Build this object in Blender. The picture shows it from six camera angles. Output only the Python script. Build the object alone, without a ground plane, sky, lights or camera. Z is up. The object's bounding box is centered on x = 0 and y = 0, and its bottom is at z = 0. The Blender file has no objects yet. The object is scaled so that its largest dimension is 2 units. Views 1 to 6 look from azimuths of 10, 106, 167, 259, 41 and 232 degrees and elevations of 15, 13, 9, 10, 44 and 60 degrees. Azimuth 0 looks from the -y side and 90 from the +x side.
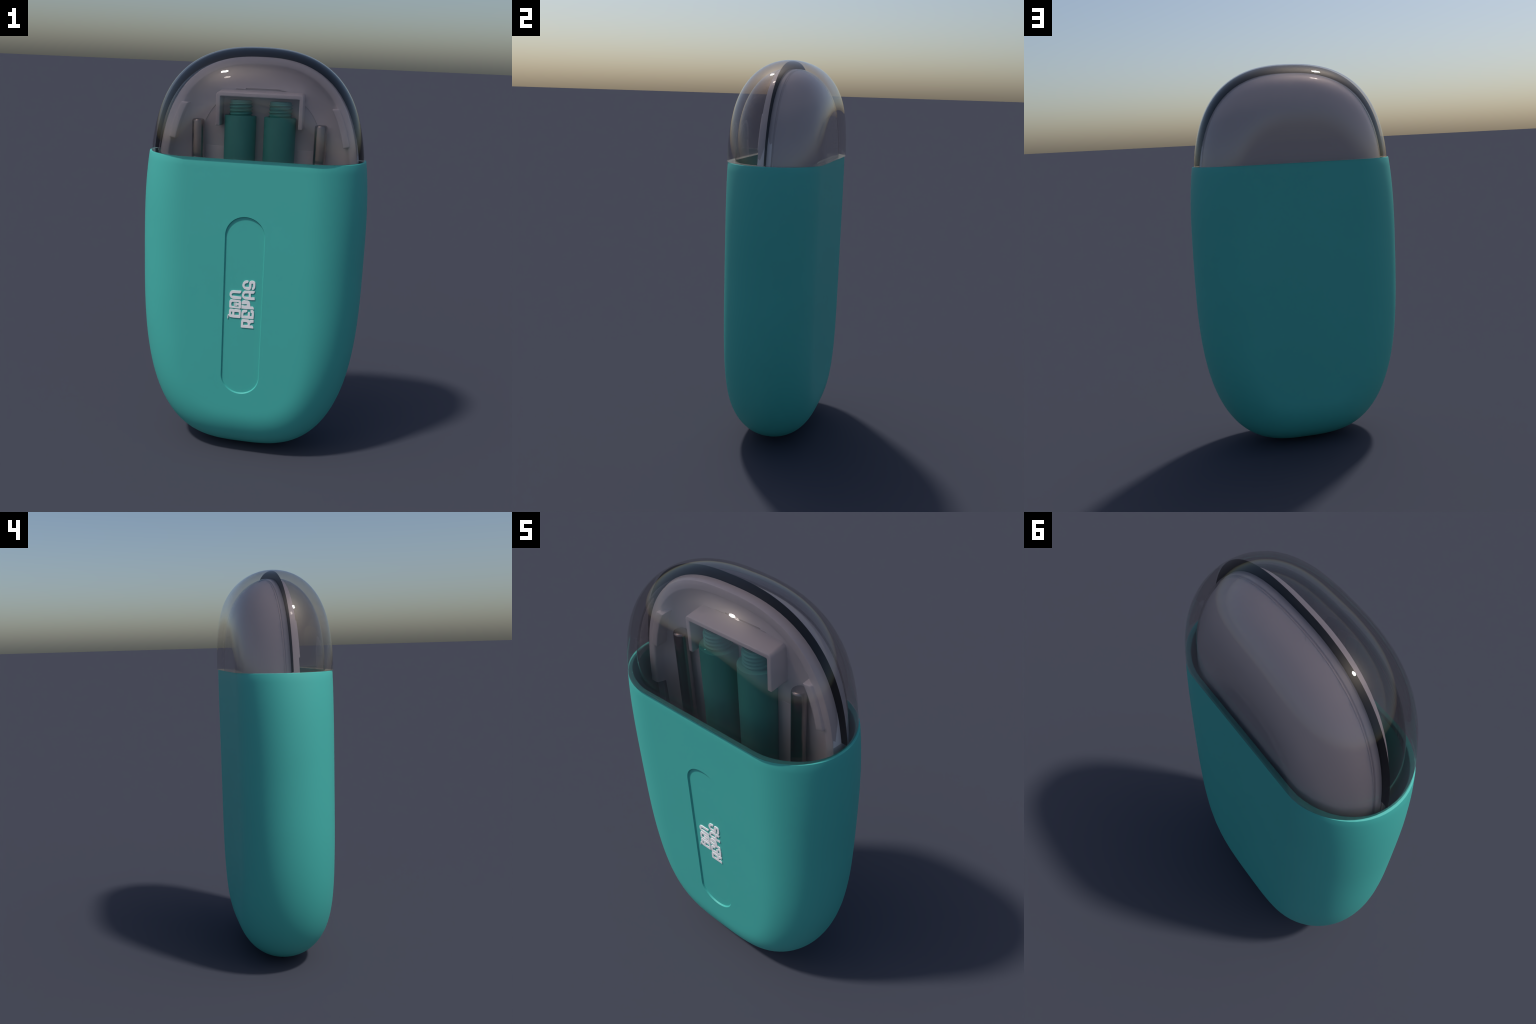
"""Pocket capsule case: teal body with an oval thumb recess and lettering, a clear domed cap,
and inside it a grey tray with two threaded bottles, two pins, a bracket, a dark seal plate and a back cover."""
import bpy, bmesh, math
from mathutils import Vector

C = bpy.context.scene.collection
PI = math.pi

# ------------------------------------------------------------------ sizes (metres)
RIM = 1.505                       # seam between body and cap
BODY_W, BODY_D = (0.5478, 2.975, 2.92), (0.2326, 0.2326)
CAP_W, CAP_D = (0.5262, 4.18, 2.421), (0.2392, 0.2392)
WALL_BODY, WALL_CAP = 0.016, 0.034
MID_X = 0.0085                    # the insert sits a little off centre
PLATE_Y = (0.0062, 0.0080)
FLANGE_Y = -0.035
SLOT = dict(x=0.0015, half=0.0945, z0=0.357, z1=1.245, depth=0.0068, draft=0.0040)


def sup(z, prof, half_height=1.0):
    """half size of the capsule at height z: m * (1 - |s|^a)^(1/b)"""
    m, a, b = prof
    s = min(1.0, abs(z - 1.0) / half_height)
    return m * max(0.0, 1.0 - s ** a) ** (1.0 / b)


# ------------------------------------------------------------------ helpers
def mesh_object(name, verts, faces, mat, parent=None, smooth=40.0):
    me = bpy.data.meshes.new(name)
    me.from_pydata(verts, [], faces)
    me.update()
    bm = bmesh.new()
    bm.from_mesh(me)
    bmesh.ops.remove_doubles(bm, verts=bm.verts, dist=1e-6)
    bmesh.ops.recalc_face_normals(bm, faces=bm.faces)
    bm.to_mesh(me)
    bm.free()
    ob = bpy.data.objects.new(name, me)
    C.objects.link(ob)
    me.materials.append(mat)
    smooth_by_angle(me, smooth)
    if parent is not None:
        ob.parent = parent
    return ob


def smooth_by_angle(me, degrees):
    bm = bmesh.new()
    bm.from_mesh(me)
    lim = math.radians(degrees)
    for f in bm.faces:
        f.smooth = True
    for e in bm.edges:
        e.smooth = not (len(e.link_faces) != 2 or e.calc_face_angle(0.0) > lim)
    bm.to_mesh(me)
    bm.free()


def apply_modifiers(ob):
    dg = bpy.context.evaluated_depsgraph_get()
    me = bpy.data.meshes.new_from_object(ob.evaluated_get(dg))
    mats = [m for m in ob.data.materials]
    ob.modifiers.clear()
    ob.data = me
    if not me.materials:
        for m in mats:
            me.materials.append(m)


def bevel(ob, width, segments=3, angle=40.0):
    m = ob.modifiers.new("bevel", "BEVEL")
    m.width, m.segments, m.limit_method, m.angle_limit = width, segments, "ANGLE", math.radians(angle)
    apply_modifiers(ob)
    smooth_by_angle(ob.data, 50)


def boolean_cut(ob, cutter):
    m = ob.modifiers.new("cut", "BOOLEAN")
    m.operation, m.solver, m.object = "DIFFERENCE", "EXACT", cutter
    apply_modifiers(ob)
    bpy.data.objects.remove(cutter, do_unlink=True)


def pillow(x, z, W, D, hh=1.0, margin=0.257, n=2.06):
    """half depth of the pillow-shaped capsule at (x, z): flat in the middle, with a rounded margin of even width
    all the way round the outline"""
    m, a, b = W
    x, s = abs(x), abs(z - 1.0)
    if x < 1e-9 and s < 1e-9:
        return D
    lo, hi = 0.0, 2.0                                 # rho: how far out the point lies, 1 = on the outline
    for _ in range(34):
        r = (lo + hi) / 2
        if (x / (r * m)) ** b + (s / (r * hh)) ** a < 1.0:
            hi = r
        else:
            lo = r
    px, ps = x / hi, s / hi                           # foot of the ray on the outline, and the outline's normal there
    gx, gz = b / m * (px / m) ** (b - 1), a / hh * (ps / hh) ** (a - 1)
    square = max(0.3, (gx * px + gz * ps) / (math.hypot(gx, gz) * math.hypot(px, ps)))
    w = margin / math.hypot(px, ps) / square
    e = min(1.0, max(0.0, (min(1.0, hi) - 1 + w) / w))
    return D * (1 - e ** n) ** (1 / n)


def loft(rows, cap_first=False, cap_last=False):
    """rows of equally long closed outlines -> verts, quads"""
    verts, faces = [], []
    n = len(rows[0])
    for r in rows:
        verts += r
    for k in range(len(rows) - 1):
        a, b = k * n, (k + 1) * n
        for i in range(n):
            j = (i + 1) % n
            faces.append((a + i, a + j, b + j, b + i))
    if cap_first:
        faces.append(tuple(range(n)))
    if cap_last:
        faces.append(tuple(range((len(rows) - 1) * n, len(rows) * n)))
    return verts, faces


def shell_row(z, wp, dp, inset=0.0, hh=1.0, steps=44):
    """one horizontal section of the capsule as a closed ring of points; dp = half depth of front and back"""
    W = (wp[0] - inset, wp[1], wp[2])
    hh = hh - inset
    w = sup(z, W, hh)
    half = []
    for i in range(1, steps):
        x = w * math.cos(PI * i / steps)
        half.append((x, pillow(x, z, W, 1.0, hh)))
    return ([(w, 0.0, z)] + [(x, y * (dp[1] - inset), z) for x, y in half]
            + [(-w, 0.0, z)] + [(x, -y * (dp[0] - inset), z) for x, y in reversed(half)])


def lathe(profile, centre, steps=48):
    """profile: (radius, z) from bottom to top"""
    rows = [[(centre[0] + r * math.cos(2 * PI * i / steps), centre[1] + r * math.sin(2 * PI * i / steps), z)
             for i in range(steps)] for r, z in profile]
    return loft(rows, True, True)


def box(x0, x1, y0, y1, z0, z1):
    v = [(x, y, z) for z in (z0, z1) for y in (y0, y1) for x in (x0, x1)]
    return v, [(0, 1, 3, 2), (4, 5, 7, 6), (0, 1, 5, 4), (2, 3, 7, 6), (0, 2, 6, 4), (1, 3, 7, 5)]


# ------------------------------------------------------------------ materials
def material(name, colour, rough=0.5, metallic=0.0, spec=0.5, grain=0.0, grain_scale=400.0, tone=0.03):
    m = bpy.data.materials.new(name)
    m.use_nodes = True
    nt = m.node_tree
    b = nt.nodes["Principled BSDF"]
    b.inputs["Roughness"].default_value = rough
    b.inputs["Metallic"].default_value = metallic
    b.inputs["Specular IOR Level"].default_value = spec
    co = nt.nodes.new("ShaderNodeTexCoord")
    no = nt.nodes.new("ShaderNodeTexNoise")
    no.inputs["Scale"].default_value = 3.0
    nt.links.new(co.outputs["Object"], no.inputs["Vector"])
    ramp = nt.nodes.new("ShaderNodeValToRGB")
    ramp.color_ramp.elements[0].position, ramp.color_ramp.elements[1].position = 0.3, 0.7
    ramp.color_ramp.elements[0].color = (*[c * (1 - tone) for c in colour], 1)
    ramp.color_ramp.elements[1].color = (*[min(1, c * (1 + tone)) for c in colour], 1)
    nt.links.new(no.outputs["Fac"], ramp.inputs["Fac"])
    nt.links.new(ramp.outputs["Color"], b.inputs["Base Color"])
    if grain:
        fine = nt.nodes.new("ShaderNodeTexNoise")
        fine.inputs["Scale"].default_value = grain_scale
        bump = nt.nodes.new("ShaderNodeBump")
        bump.inputs["Strength"].default_value = grain
        bump.inputs["Distance"].default_value = 0.001
        nt.links.new(co.outputs["Object"], fine.inputs["Vector"])
        nt.links.new(fine.outputs["Fac"], bump.inputs["Height"])
        nt.links.new(bump.outputs["Normal"], b.inputs["Normal"])
    return m


def clear_plastic(name, tint, ior=1.45, rough=0.0):
    """thin clear plastic: straight-through tinted transmission under a Fresnel gloss"""
    m = bpy.data.materials.new(name)
    m.use_nodes = True
    nt = m.node_tree
    nt.nodes.clear()
    out = nt.nodes.new("ShaderNodeOutputMaterial")
    mix = nt.nodes.new("ShaderNodeMixShader")
    through = nt.nodes.new("ShaderNodeBsdfRefraction")
    gloss = nt.nodes.new("ShaderNodeBsdfAnisotropic")
    fres = nt.nodes.new("ShaderNodeFresnel")
    geo = nt.nodes.new("ShaderNodeNewGeometry")
    both = nt.nodes.new("ShaderNodeMix")
    through.inputs["IOR"].default_value = 1.0
    through.inputs["Roughness"].default_value = 0.0
    through.inputs["Color"].default_value = (*tint, 1)
    gloss.inputs["Roughness"].default_value = rough
    gloss.inputs["Color"].default_value = (1, 1, 1, 1)
    both.data_type = "FLOAT"
    both.inputs[2].default_value, both.inputs[3].default_value = ior, 1.0 / ior
    nt.links.new(geo.outputs["Backfacing"], both.inputs[0])
    nt.links.new(both.outputs[0], fres.inputs["IOR"])
    nt.links.new(fres.outputs[0], mix.inputs[0])
    nt.links.new(through.outputs[0], mix.inputs[1])
    nt.links.new(gloss.outputs[0], mix.inputs[2])
    nt.links.new(mix.outputs[0], out.inputs["Surface"])
    return m


TEAL = material("teal_plastic", (0.066, 0.472, 0.412), rough=0.55, grain=0.05, tone=0.015)
GREY = material("light_grey_plastic", (0.98, 0.95, 0.97), rough=0.35, tone=0.01)
WHITE = material("pale_lettering", (0.95, 0.945, 0.95), rough=0.5, tone=0.01)
METAL = material("brushed_steel", (0.44, 0.42, 0.42), rough=0.27, metallic=1.0, tone=0.03)
DARK = material("dark_rubber", (0.006, 0.0065, 0.008), rough=0.45, spec=0.2, tone=0.1)
CLEAR = clear_plastic("clear_plastic", (0.812, 0.776, 0.768))

# ------------------------------------------------------------------ the thing
case = bpy.data.objects.new("capsule_case", None)
C.objects.link(case)
case["label"] = "teal capsule-shaped travel case with clear domed cap"
case["category"] = "travel case"

# ---- body: hollow cup with rounded bottom
TOP = RIM - 0.001
R = 0.0025
rows = []
N = 64
for k in range(N + 1):                                    # outer skin, bottom to rim
    z = (TOP - R) * (1 - math.cos(PI / 2 * k / N))
    if k == 0:
        z = 1e-5
    rows.append(shell_row(z, BODY_W, BODY_D))
for a in (30, 60, 90):                                    # rounded lip
    t = math.radians(a)
    rows.append(shell_row(TOP - R + R * math.sin(t), BODY_W, BODY_D, inset=R * (1 - math.cos(t)) * 0.7))
rows.append(shell_row(TOP, BODY_W, BODY_D, inset=WALL_BODY - 0.002))
rows.append(shell_row(TOP - 0.002, BODY_W, BODY_D, inset=WALL_BODY))
for k in range(1, 33):                                    # inner skin
    z = 0.0225 + (TOP - 0.002 - 0.0225) * math.cos(PI / 2 * k / 32) ** 2
    rows.append(shell_row(z, BODY_W, BODY_D, inset=WALL_BODY))
v, f = loft(rows, True, True)
body = mesh_object("body", v, f, TEAL, case, 60)

# ---- thumb recess: stadium with drafted walls that follows the front
def stadium_rows(grow, lift, n=26):
    h, x0 = SLOT["half"] + grow, SLOT["x"]
    zb, zt = SLOT["z0"] + SLOT["half"], SLOT["z1"] - SLOT["half"]
    out = []
    for k in range(n + 1):
        t = PI / 2 * k / n
        out.append((max(5e-4, h * math.sin(t)), zb - h * math.cos(t)))
    for k in range(1, 30):
        out.append((h, zb + (zt - zb) * k / 30))
    for k in range(n + 1):
        t = PI / 2 * (1 - k / n)
        out.append((max(5e-4, h * math.sin(t)), zt + h * math.cos(t)))
    return ([(x0 - w, -(pillow(0.0, z, BODY_W, BODY_D[0]) - lift), z) for w, z in out],
            [(x0 + w, -(pillow(0.0, z, BODY_W, BODY_D[0]) - lift), z) for w, z in out])

slope = SLOT["draft"] / SLOT["depth"]
fl, fr = stadium_rows(-SLOT["draft"], SLOT["depth"])
ol, orr = stadium_rows(slope * 0.02, -0.02)
n = len(fl)
verts = fl + fr + ol + orr
faces = []
for i in range(n - 1):
    faces += [(i, i + 1, n + i + 1, n + i), (2 * n + i, 3 * n + i, 3 * n + i + 1, 2 * n + i + 1),
              (i, 2 * n + i, 2 * n + i + 1, i + 1), (n + i, n + i + 1, 3 * n + i + 1, 3 * n + i)]
faces += [(0, n, 3 * n, 2 * n), (n - 1, 3 * n - 1, 4 * n - 1, 2 * n - 1)]
cutter = mesh_object("recess_cutter", verts, faces, TEAL)
boolean_cut(body, cutter)
smooth_by_angle(body.data, 22)

# ---- lettering: two words running up the recess, one mesh per letter
#      strokes drawn on a sheet with u to the right and v down, then laid on the recess floor
LETTERS = [
    # r
    [[(405, 1290), (412, 1150), (425, 1115), (450, 1105), (560, 1112), (590, 1122), (602, 1142), (620, 1125), (695, 1125),
      (695, 1185), (650, 1187), (620, 1205), (607, 1235), (607, 1252), (660, 1255), (680, 1270), (693, 1320), (420, 1298)],
     [(460, 1165), (540, 1172), (560, 1190), (562, 1245), (455, 1240)]],
    # e
    [[(425, 1085), (415, 1060), (418, 960), (430, 920), (460, 898), (550, 897), (552, 930), (520, 955), (480, 955), (462, 985),
      (462, 1028), (562, 1035), (566, 960), (585, 948), (610, 955), (614, 985), (608, 1045), (650, 1045), (655, 970), (630, 960),
      (628, 905), (680, 905), (700, 935), (703, 1000), (693, 1105), (440, 1090)]],
    # p, with a knife-shaped slot
    [[(418, 868), (420, 790), (500, 808), (540, 800), (548, 780), (530, 765), (428, 770), (425, 720), (445, 690), (480, 682),
      (560, 685), (600, 710), (615, 750), (622, 825), (670, 828), (692, 845), (708, 890), (560, 882)]],
    # a
    [[(430, 590), (432, 550), (450, 500), (490, 470), (560, 468), (722, 478), (715, 510), (690, 535), (630, 535), (630, 618),
      (715, 622), (720, 680), (640, 680), (500, 665), (455, 635)],
     [(480, 585), (482, 550), (500, 528), (585, 528), (585, 610), (520, 608), (490, 600)]],
    # s
    [[(575, 245), (578, 275), (555, 300), (520, 302), (490, 330), (490, 370), (510, 388), (590, 390), (595, 290), (610, 260),
      (650, 248), (700, 255), (730, 285), (733, 340), (725, 410), (700, 450), (660, 458), (653, 430), (660, 405), (680, 395),
      (683, 320), (665, 310), (645, 315), (640, 400), (620, 445), (590, 458), (530, 450), (480, 430), (445, 380), (437, 340),
      (455, 285), (490, 252), (530, 242)]],
    # b
    [[(135, 1035), (140, 905), (155, 872), (185, 868), (230, 875), (250, 890), (270, 878), (390, 890), (408, 915), (402, 1060),
      (390, 1085), (240, 1073), (160, 1058)],
     [(180, 1000), (183, 932), (215, 936), (212, 1008)], [(260, 1010), (262, 940), (355, 945), (368, 960), (362, 1022)]],
    # o, with a small fork standing in it
    [[(150, 845), (145, 820), (150, 690), (170, 663), (215, 660), (390, 683), (412, 705), (415, 750), (408, 860), (390, 872), (200, 850)],
     [(192, 790), (192, 740), (212, 712), (362, 720), (362, 742), (335, 755), (318, 737), (250, 737), (250, 750), (290, 752),
      (290, 760), (250, 762), (250, 778), (290, 780), (290, 788), (250, 790), (250, 803), (318, 806), (336, 788), (362, 800),
      (360, 830), (225, 818), (200, 808)]],
    # n
    [[(425, 470), (415, 505), (390, 527), (240, 517), (210, 530), (197, 555), (210, 580), (240, 585), (420, 605), (420, 640),
      (410, 665), (230, 650), (185, 625), (158, 580), (153, 540), (165, 495), (190, 468), (230, 458), (310, 465), (400, 470)]],
    # small tick beside the b
    [[(115, 998), (140, 998), (135, 1012), (128, 1015), (118, 1090), (102, 1090), (108, 1030)]],
]
LETTER_RISE = 0.0036
for outlines in LETTERS:
    cu = bpy.data.curves.new("letter", "CURVE")
    cu.dimensions, cu.fill_mode, cu.extrude = "2D", "BOTH", LETTER_RISE / 2
    cu0 = sum(p[0] for p in outlines[0]) / len(outlines[0])
    cv0 = sum(p[1] for p in outlines[0]) / len(outlines[0])
    for o in outlines:
        o = [(cu0 + (p[0] - cu0) * 0.985, cv0 + (p[1] - cv0) * 0.975) for p in o]
        sp = cu.splines.new("POLY")
        sp.points.add(len(o) - 1)
        for p, (u, w) in zip(sp.points, o):
            p.co = (-0.10071 + 0.00021549 * u + 0.0000082828 * w, 0.98302 + 0.000022426 * u - 0.00022336 * w, 0, 1)
        sp.use_cyclic_u = True
    tmp = bpy.data.objects.new("letter_curve", cu)
    C.objects.link(tmp)
    me = bpy.data.meshes.new_from_object(tmp.evaluated_get(bpy.context.evaluated_depsgraph_get()))
    bpy.data.objects.remove(tmp, do_unlink=True)
    for vert in me.vertices:
        x, z, d = vert.co
        vert.co = (x, -(pillow(0.0, z, BODY_W, BODY_D[0]) - SLOT["depth"]) - LETTER_RISE / 2 + 0.0004 - d, z)
    me.name = "letter"
    bm = bmesh.new()
    bm.from_mesh(me)
    bmesh.ops.remove_doubles(bm, verts=bm.verts, dist=1e-6)
    bmesh.ops.recalc_face_normals(bm, faces=bm.faces)
    bm.to_mesh(me)
    bm.free()
    me.materials.clear()
    me.materials.append(WHITE)
    ob = bpy.data.objects.new("letter", me)
    C.objects.link(ob)
    ob.parent = body

# ---- cap: clear dome with a real wall
CAPZ = RIM + 0.0005
IN_H = 0.961                                             # inner dome height over the middle
rows = []
N = 48
for k in range(N + 1):
    z = CAPZ + (2.0 - CAPZ) * math.sin(PI / 2 * k / N)
    rows.append(shell_row(min(z, 2.0 - 1e-5), CAP_W, CAP_D))
v1, f1 = loft(rows, False, True)
inner = []
IW = (0.4965, 4.3, 2.40)
ID = (CAP_D[0] - WALL_CAP + 0.001,) * 2
for k in range(N + 1):
    z = CAPZ + (1 + IN_H - CAPZ) * math.sin(PI / 2 * k / N)
    inner.append(shell_row(min(z, 1 + IN_H - 1e-5), IW, ID, hh=IN_H))
v2, f2 = loft(inner, False, True)
n1 = len(v1)
nr = len(rows[0])
faces = f1 + [tuple(i + n1 for i in q) for q in f2] + [(i, (i + 1) % nr, n1 + (i + 1) % nr, n1 + i) for i in range(nr)]
cap = mesh_object("cap", v1 + v2, faces, CLEAR, case, 60)

# ---- outlines of the insert in the x-z plane
TRAY_H = 0.956
TRAY_W = (0.4905, 3.8, 2.5)
BASE_W, BASE_X = (0.5020, 3.8, 2.5), 0.003              # the insert is widest where tray and cover meet


def plan(W, hh, inset=0.0, n=160, dx=MID_X, zmin=None):
    """closed x-z outline of the capsule moved inward along its normals"""
    pts = []
    for i in range(n):
        t = 2 * PI * i / n
        c, s = math.cos(t), math.sin(t)
        # walk by angle, solve radius on the superellipse
        lo, hi = 0.0, 1.2
        for _ in range(40):
            r = (lo + hi) / 2
            z = 1 + r * s
            inside = abs(z - 1) < hh and abs(r * c) < sup(z, W, hh)
            lo, hi = (r, hi) if inside else (lo, r)
        pts.append(Vector((r * c, r * s)))
    res = []
    for i in range(n):
        tan = (pts[(i + 1) % n] - pts[i - 1]).normalized()
        nor = Vector((-tan.y, tan.x))
        p = pts[i] + nor * inset
        res.append((p.x + dx, 1 + p.y))
    return res


def slab(outline, y0, y1):
    rows = [[(x, y, z) for x, z in outline] for y in (y0, y1)]
    return loft(rows, True, True)


def arch(outer, inner, zmin, y0, y1):
    """flat band between two outlines, above height zmin"""
    key = lambda p: math.atan2(p[1] - zmin, p[0])
    o = sorted([p for p in outer if p[1] >= zmin], key=key)
    i = sorted([p for p in inner if p[1] >= zmin], key=key, reverse=True)
    ends = lambda ps: [(ps[0][0], zmin)] + ps + [(ps[-1][0], zmin)]
    return slab(ends(o) + ends(i), y0, y1)


def band(outer, inner, y0, y1):
    """closed ring between two outlines of equal length"""
    rows = [[(x, y, z) for x, z in o] for o, y in ((outer, y0), (outer, y1), (inner, y1), (inner, y0), (outer, y0))]
    return loft(rows)


# ---- dark seal plate: arch that reaches out to the cap above the rim
v, f = arch(plan((CAP_W[0] - 0.002, CAP_W[1], CAP_W[2]), 0.995, dx=0.0, n=300), plan(TRAY_W, TRAY_H, inset=0.03, n=300), RIM + 0.002, *PLATE_Y)
mesh_object("seal_plate", v, f, DARK, case, 40)

# ---- tray: flange, dished recess, floor
prof = [ (0.000, FLANGE_Y + 0.004), (0.0012, FLANGE_Y + 0.0012), (0.004, FLANGE_Y), (0.018, FLANGE_Y),
        (0.030, FLANGE_Y), (0.034, FLANGE_Y + 0.0012), (0.037, FLANGE_Y + 0.004), (0.039, FLANGE_Y + 0.008)]
BOWL0, BOWL1, FLOOR_Y = 0.039, 0.158, 0.030
for k in range(1, 15):
    t = k / 14
    e = math.sqrt(max(0.0, 1 - (1 - t) ** 2))
    prof.append((BOWL0 + (BOWL1 - BOWL0) * t, FLANGE_Y + 0.008 + (FLOOR_Y - FLANGE_Y - 0.008) * e))
prof += [(BOWL1 + 0.002, FLOOR_Y + 0.005), (0.20, FLOOR_Y + 0.006)]
rows = [[(x, y, z) for x, z in plan(TRAY_W, TRAY_H, inset=d, n=200)] for d, y in prof]
rows.insert(0, [(x, PLATE_Y[0] - 0.0005, z) for x, z in plan(BASE_W, TRAY_H, dx=BASE_X, n=200)])
back = [[(x, PLATE_Y[0] - 0.0005 if d < 0.03 else y + 0.012, z) for x, z in plan(TRAY_W, TRAY_H, inset=d, n=200)]
        for d, y in reversed([p for p in prof if p[0] > 0.02])]
v, f = loft(back + rows, True, True)
tray = mesh_object("tray", v, f, GREY, case, 35)
for x0, x1, z0, z1 in ((-0.0715, 0.098, 1.8035, 1.8115), (-0.118, 0.125, 1.8035, 1.8060)):   # slit above the bracket
    cv, cf = box(x0, x1, 0.0, 0.0412, z0, z1)
    boolean_cut(tray, mesh_object("slit_cutter", cv, cf, GREY))
for x0, x1 in ((-0.6, -0.425), (0.442, 0.6)):               # the flange stops a little way down inside the body
    cv, cf = box(x0, x1, -0.2, 0.2, -0.1, 1.355)
    boolean_cut(tray, mesh_object("end_cutter", cv, cf, GREY))
smooth_by_angle(tray.data, 35)

# step across the tray floor just above the seam
for x0, x1 in ((-0.262, -0.165), (0.19, 0.272)):
    v, f = box(x0, x1, 0.0343, 0.047, 0.9, 1.533)
    ob = mesh_object("floor_step", v, f, GREY, tray)
    bevel(ob, 0.003, 2)

# side tabs standing in the dish next to the flange
def tab(side):
    out = [p for p in plan(TRAY_W, TRAY_H, inset=0.029, n=400) if 1.562 < p[1] < 1.748 and (p[0] - MID_X) * side > 0]
    inn = [p for p in plan(TRAY_W, TRAY_H, inset=0.060, n=400) if 1.556 < p[1] < 1.742 and (p[0] - MID_X) * side > 0]
    out.sort(key=lambda p: p[1])
    inn.sort(key=lambda p: -p[1])
    v, f = slab(out + inn, -0.0475, 0.02)
    ob = mesh_object("tab", v, f, GREY, tray)
    bevel(ob, 0.004, 2, 50)

tab(1)
tab(-1)

# bracket over the bottle necks: upside-down U with rounded corners
BX0, BX1, BZ0, BZ1, BT = -0.195, 0.217, 1.636, 1.792, 0.0195
def arc(cx, cz, r, a0, a1, n=6):
    return [(cx + r * math.cos(math.radians(a0 + (a1 - a0) * i / n)), cz + r * math.sin(math.radians(a0 + (a1 - a0) * i / n))) for i in range(n + 1)]
u = ([(BX1, BZ0)] + arc(BX1 - 0.016, BZ1 - 0.016, 0.016, 0, 90) + arc(BX0 + 0.016, BZ1 - 0.016, 0.016, 90, 180) + [(BX0, BZ0), (BX0 + BT, BZ0)]
     + arc(BX0 + BT + 0.004, BZ1 - BT - 0.004, 0.004, 180, 90, 3) + arc(BX1 - BT - 0.004, BZ1 - BT - 0.004, 0.004, 90, 0, 3) + [(BX1 - BT, BZ0)])
v, f = slab(u, -0.0545, 0.042)
v = [(x, y, z + (0.010 * (y + 0.0545) / 0.09 if z > 1.70 else 0.0)) for x, y, z in v]
bracket = mesh_object("bracket", v, f, GREY, tray, 40)
bevel(bracket, 0.004, 3, 40)

# ---- back cover: flange strip and a bulged half capsule behind it
wide, edge, hole = plan(BASE_W, TRAY_H, dx=BASE_X), plan(BASE_W, TRAY_H, inset=0.003, dx=BASE_X), plan(BASE_W, TRAY_H, inset=0.04, dx=BASE_X)
v, f = loft([[(x, y, z) for x, z in o] for o, y in ((wide, PLATE_Y[1] + 0.0005), (edge, 0.031), (hole, 0.031), (hole, PLATE_Y[1] + 0.0005),
                                                   (wide, PLATE_Y[1] + 0.0005))])
cover_flange = mesh_object("cover_flange", v, f, GREY, None, 40)
bevel(cover_flange, 0.002, 2, 60)
v, f = band(plan(BASE_W, TRAY_H, inset=0.0105, dx=BASE_X), plan(BASE_W, TRAY_H, inset=0.04, dx=BASE_X), 0.030, 0.043)
groove = mesh_object("cover_groove", v, f, GREY, None, 40)
HB = 0.9505
BW, BD = (BASE_W[0] - 0.0045, BASE_W[1], BASE_W[2]), 0.2015
rows = []
N = 80
Y0 = 0.039
for k in range(N + 1):
    z = min(max(1 - HB * math.cos(PI * k / N), 1 - HB + 1e-5), 1 + HB - 1e-5)
    w = sup(z, BW, HB)
    rows.append([(BASE_X + w * math.cos(PI * i / 60), max(Y0, pillow(w * math.cos(PI * i / 60), z, BW, BD, HB)), z) for i in range(61)])
verts = [p for r in rows for p in r]
m = 61
faces = [(k * m + i, k * m + i + 1, (k + 1) * m + i + 1, (k + 1) * m + i) for k in range(N) for i in range(m - 1)]
back_cover = mesh_object("back_cover", verts, faces, GREY, case, 50)
cover_flange.parent = back_cover
groove.parent = back_cover

# ---- bottles with threaded necks
SH, NECK, MOUTH = 1.685, 0.0495, 1.757
bottle_profile = [(0.060, 0.98), (0.0735, 0.99), (0.0755, 1.0), (0.0755, SH - 0.003), (0.0745, SH - 0.0008), (0.072, SH),
                  (NECK, SH + 0.001), (NECK, SH + 0.01)]
v, f = lathe(bottle_profile, (0, 0))
steps, turns, pitch = 64, 4, 0.0155
rows = []
levels = 72
for k in range(levels + 1):
    z = SH + 0.001 + (MOUTH - SH - 0.004) * k / levels
    row = []
    for i in range(steps):
        ph = ((z - SH) / pitch - i / steps - 0.32) % 1.0
        ridge = max(0.0, 1 - abs(ph - 0.5) / 0.28)
        fade = min(1.0, max(0.0, (MOUTH - 0.009 - z) / 0.003)) * min(1.0, max(0.0, (z - SH - 0.003) / 0.003))
        r = NECK + 0.0015 + 0.0058 * ridge * fade
        row.append((r * math.cos(2 * PI * i / steps), r * math.sin(2 * PI * i / steps), z))
    rows.append(row)
for r, z in ((NECK + 0.001, MOUTH - 0.001), (NECK - 0.001, MOUTH), (0.034, MOUTH), (0.032, MOUTH - 0.002), (0.032, MOUTH - 0.05)):
    rows.append([(r * math.cos(2 * PI * i / steps), r * math.sin(2 * PI * i / steps), z) for i in range(steps)])
v2, f2 = loft(rows, False, True)
bottle = mesh_object("bottle", v, f, TEAL, case, 40)
neck = mesh_object("threaded_neck", v2, f2, TEAL, bottle, 50)
bottle.location = (-0.0855, 0.0, 0)
b2, n2 = bottle.copy(), neck.copy()
C.objects.link(b2)
C.objects.link(n2)
n2.parent = b2
b2.location = (0.105, 0.0, 0)

# ---- steel pins
v, f = lathe([(0.024, 0.40), (0.030, 0.41), (0.030, 1.648), (0.0285, 1.654), (0.0245, 1.6585), (0.019, 1.660), (0.004, 1.6605)], (0, 0), 40)
pin = mesh_object("pin", v, f, METAL, case, 50)
pin.location = (-0.291, -0.002, 0)
p2 = pin.copy()
C.objects.link(p2)
p2.location = (0.3005, -0.002, 0)
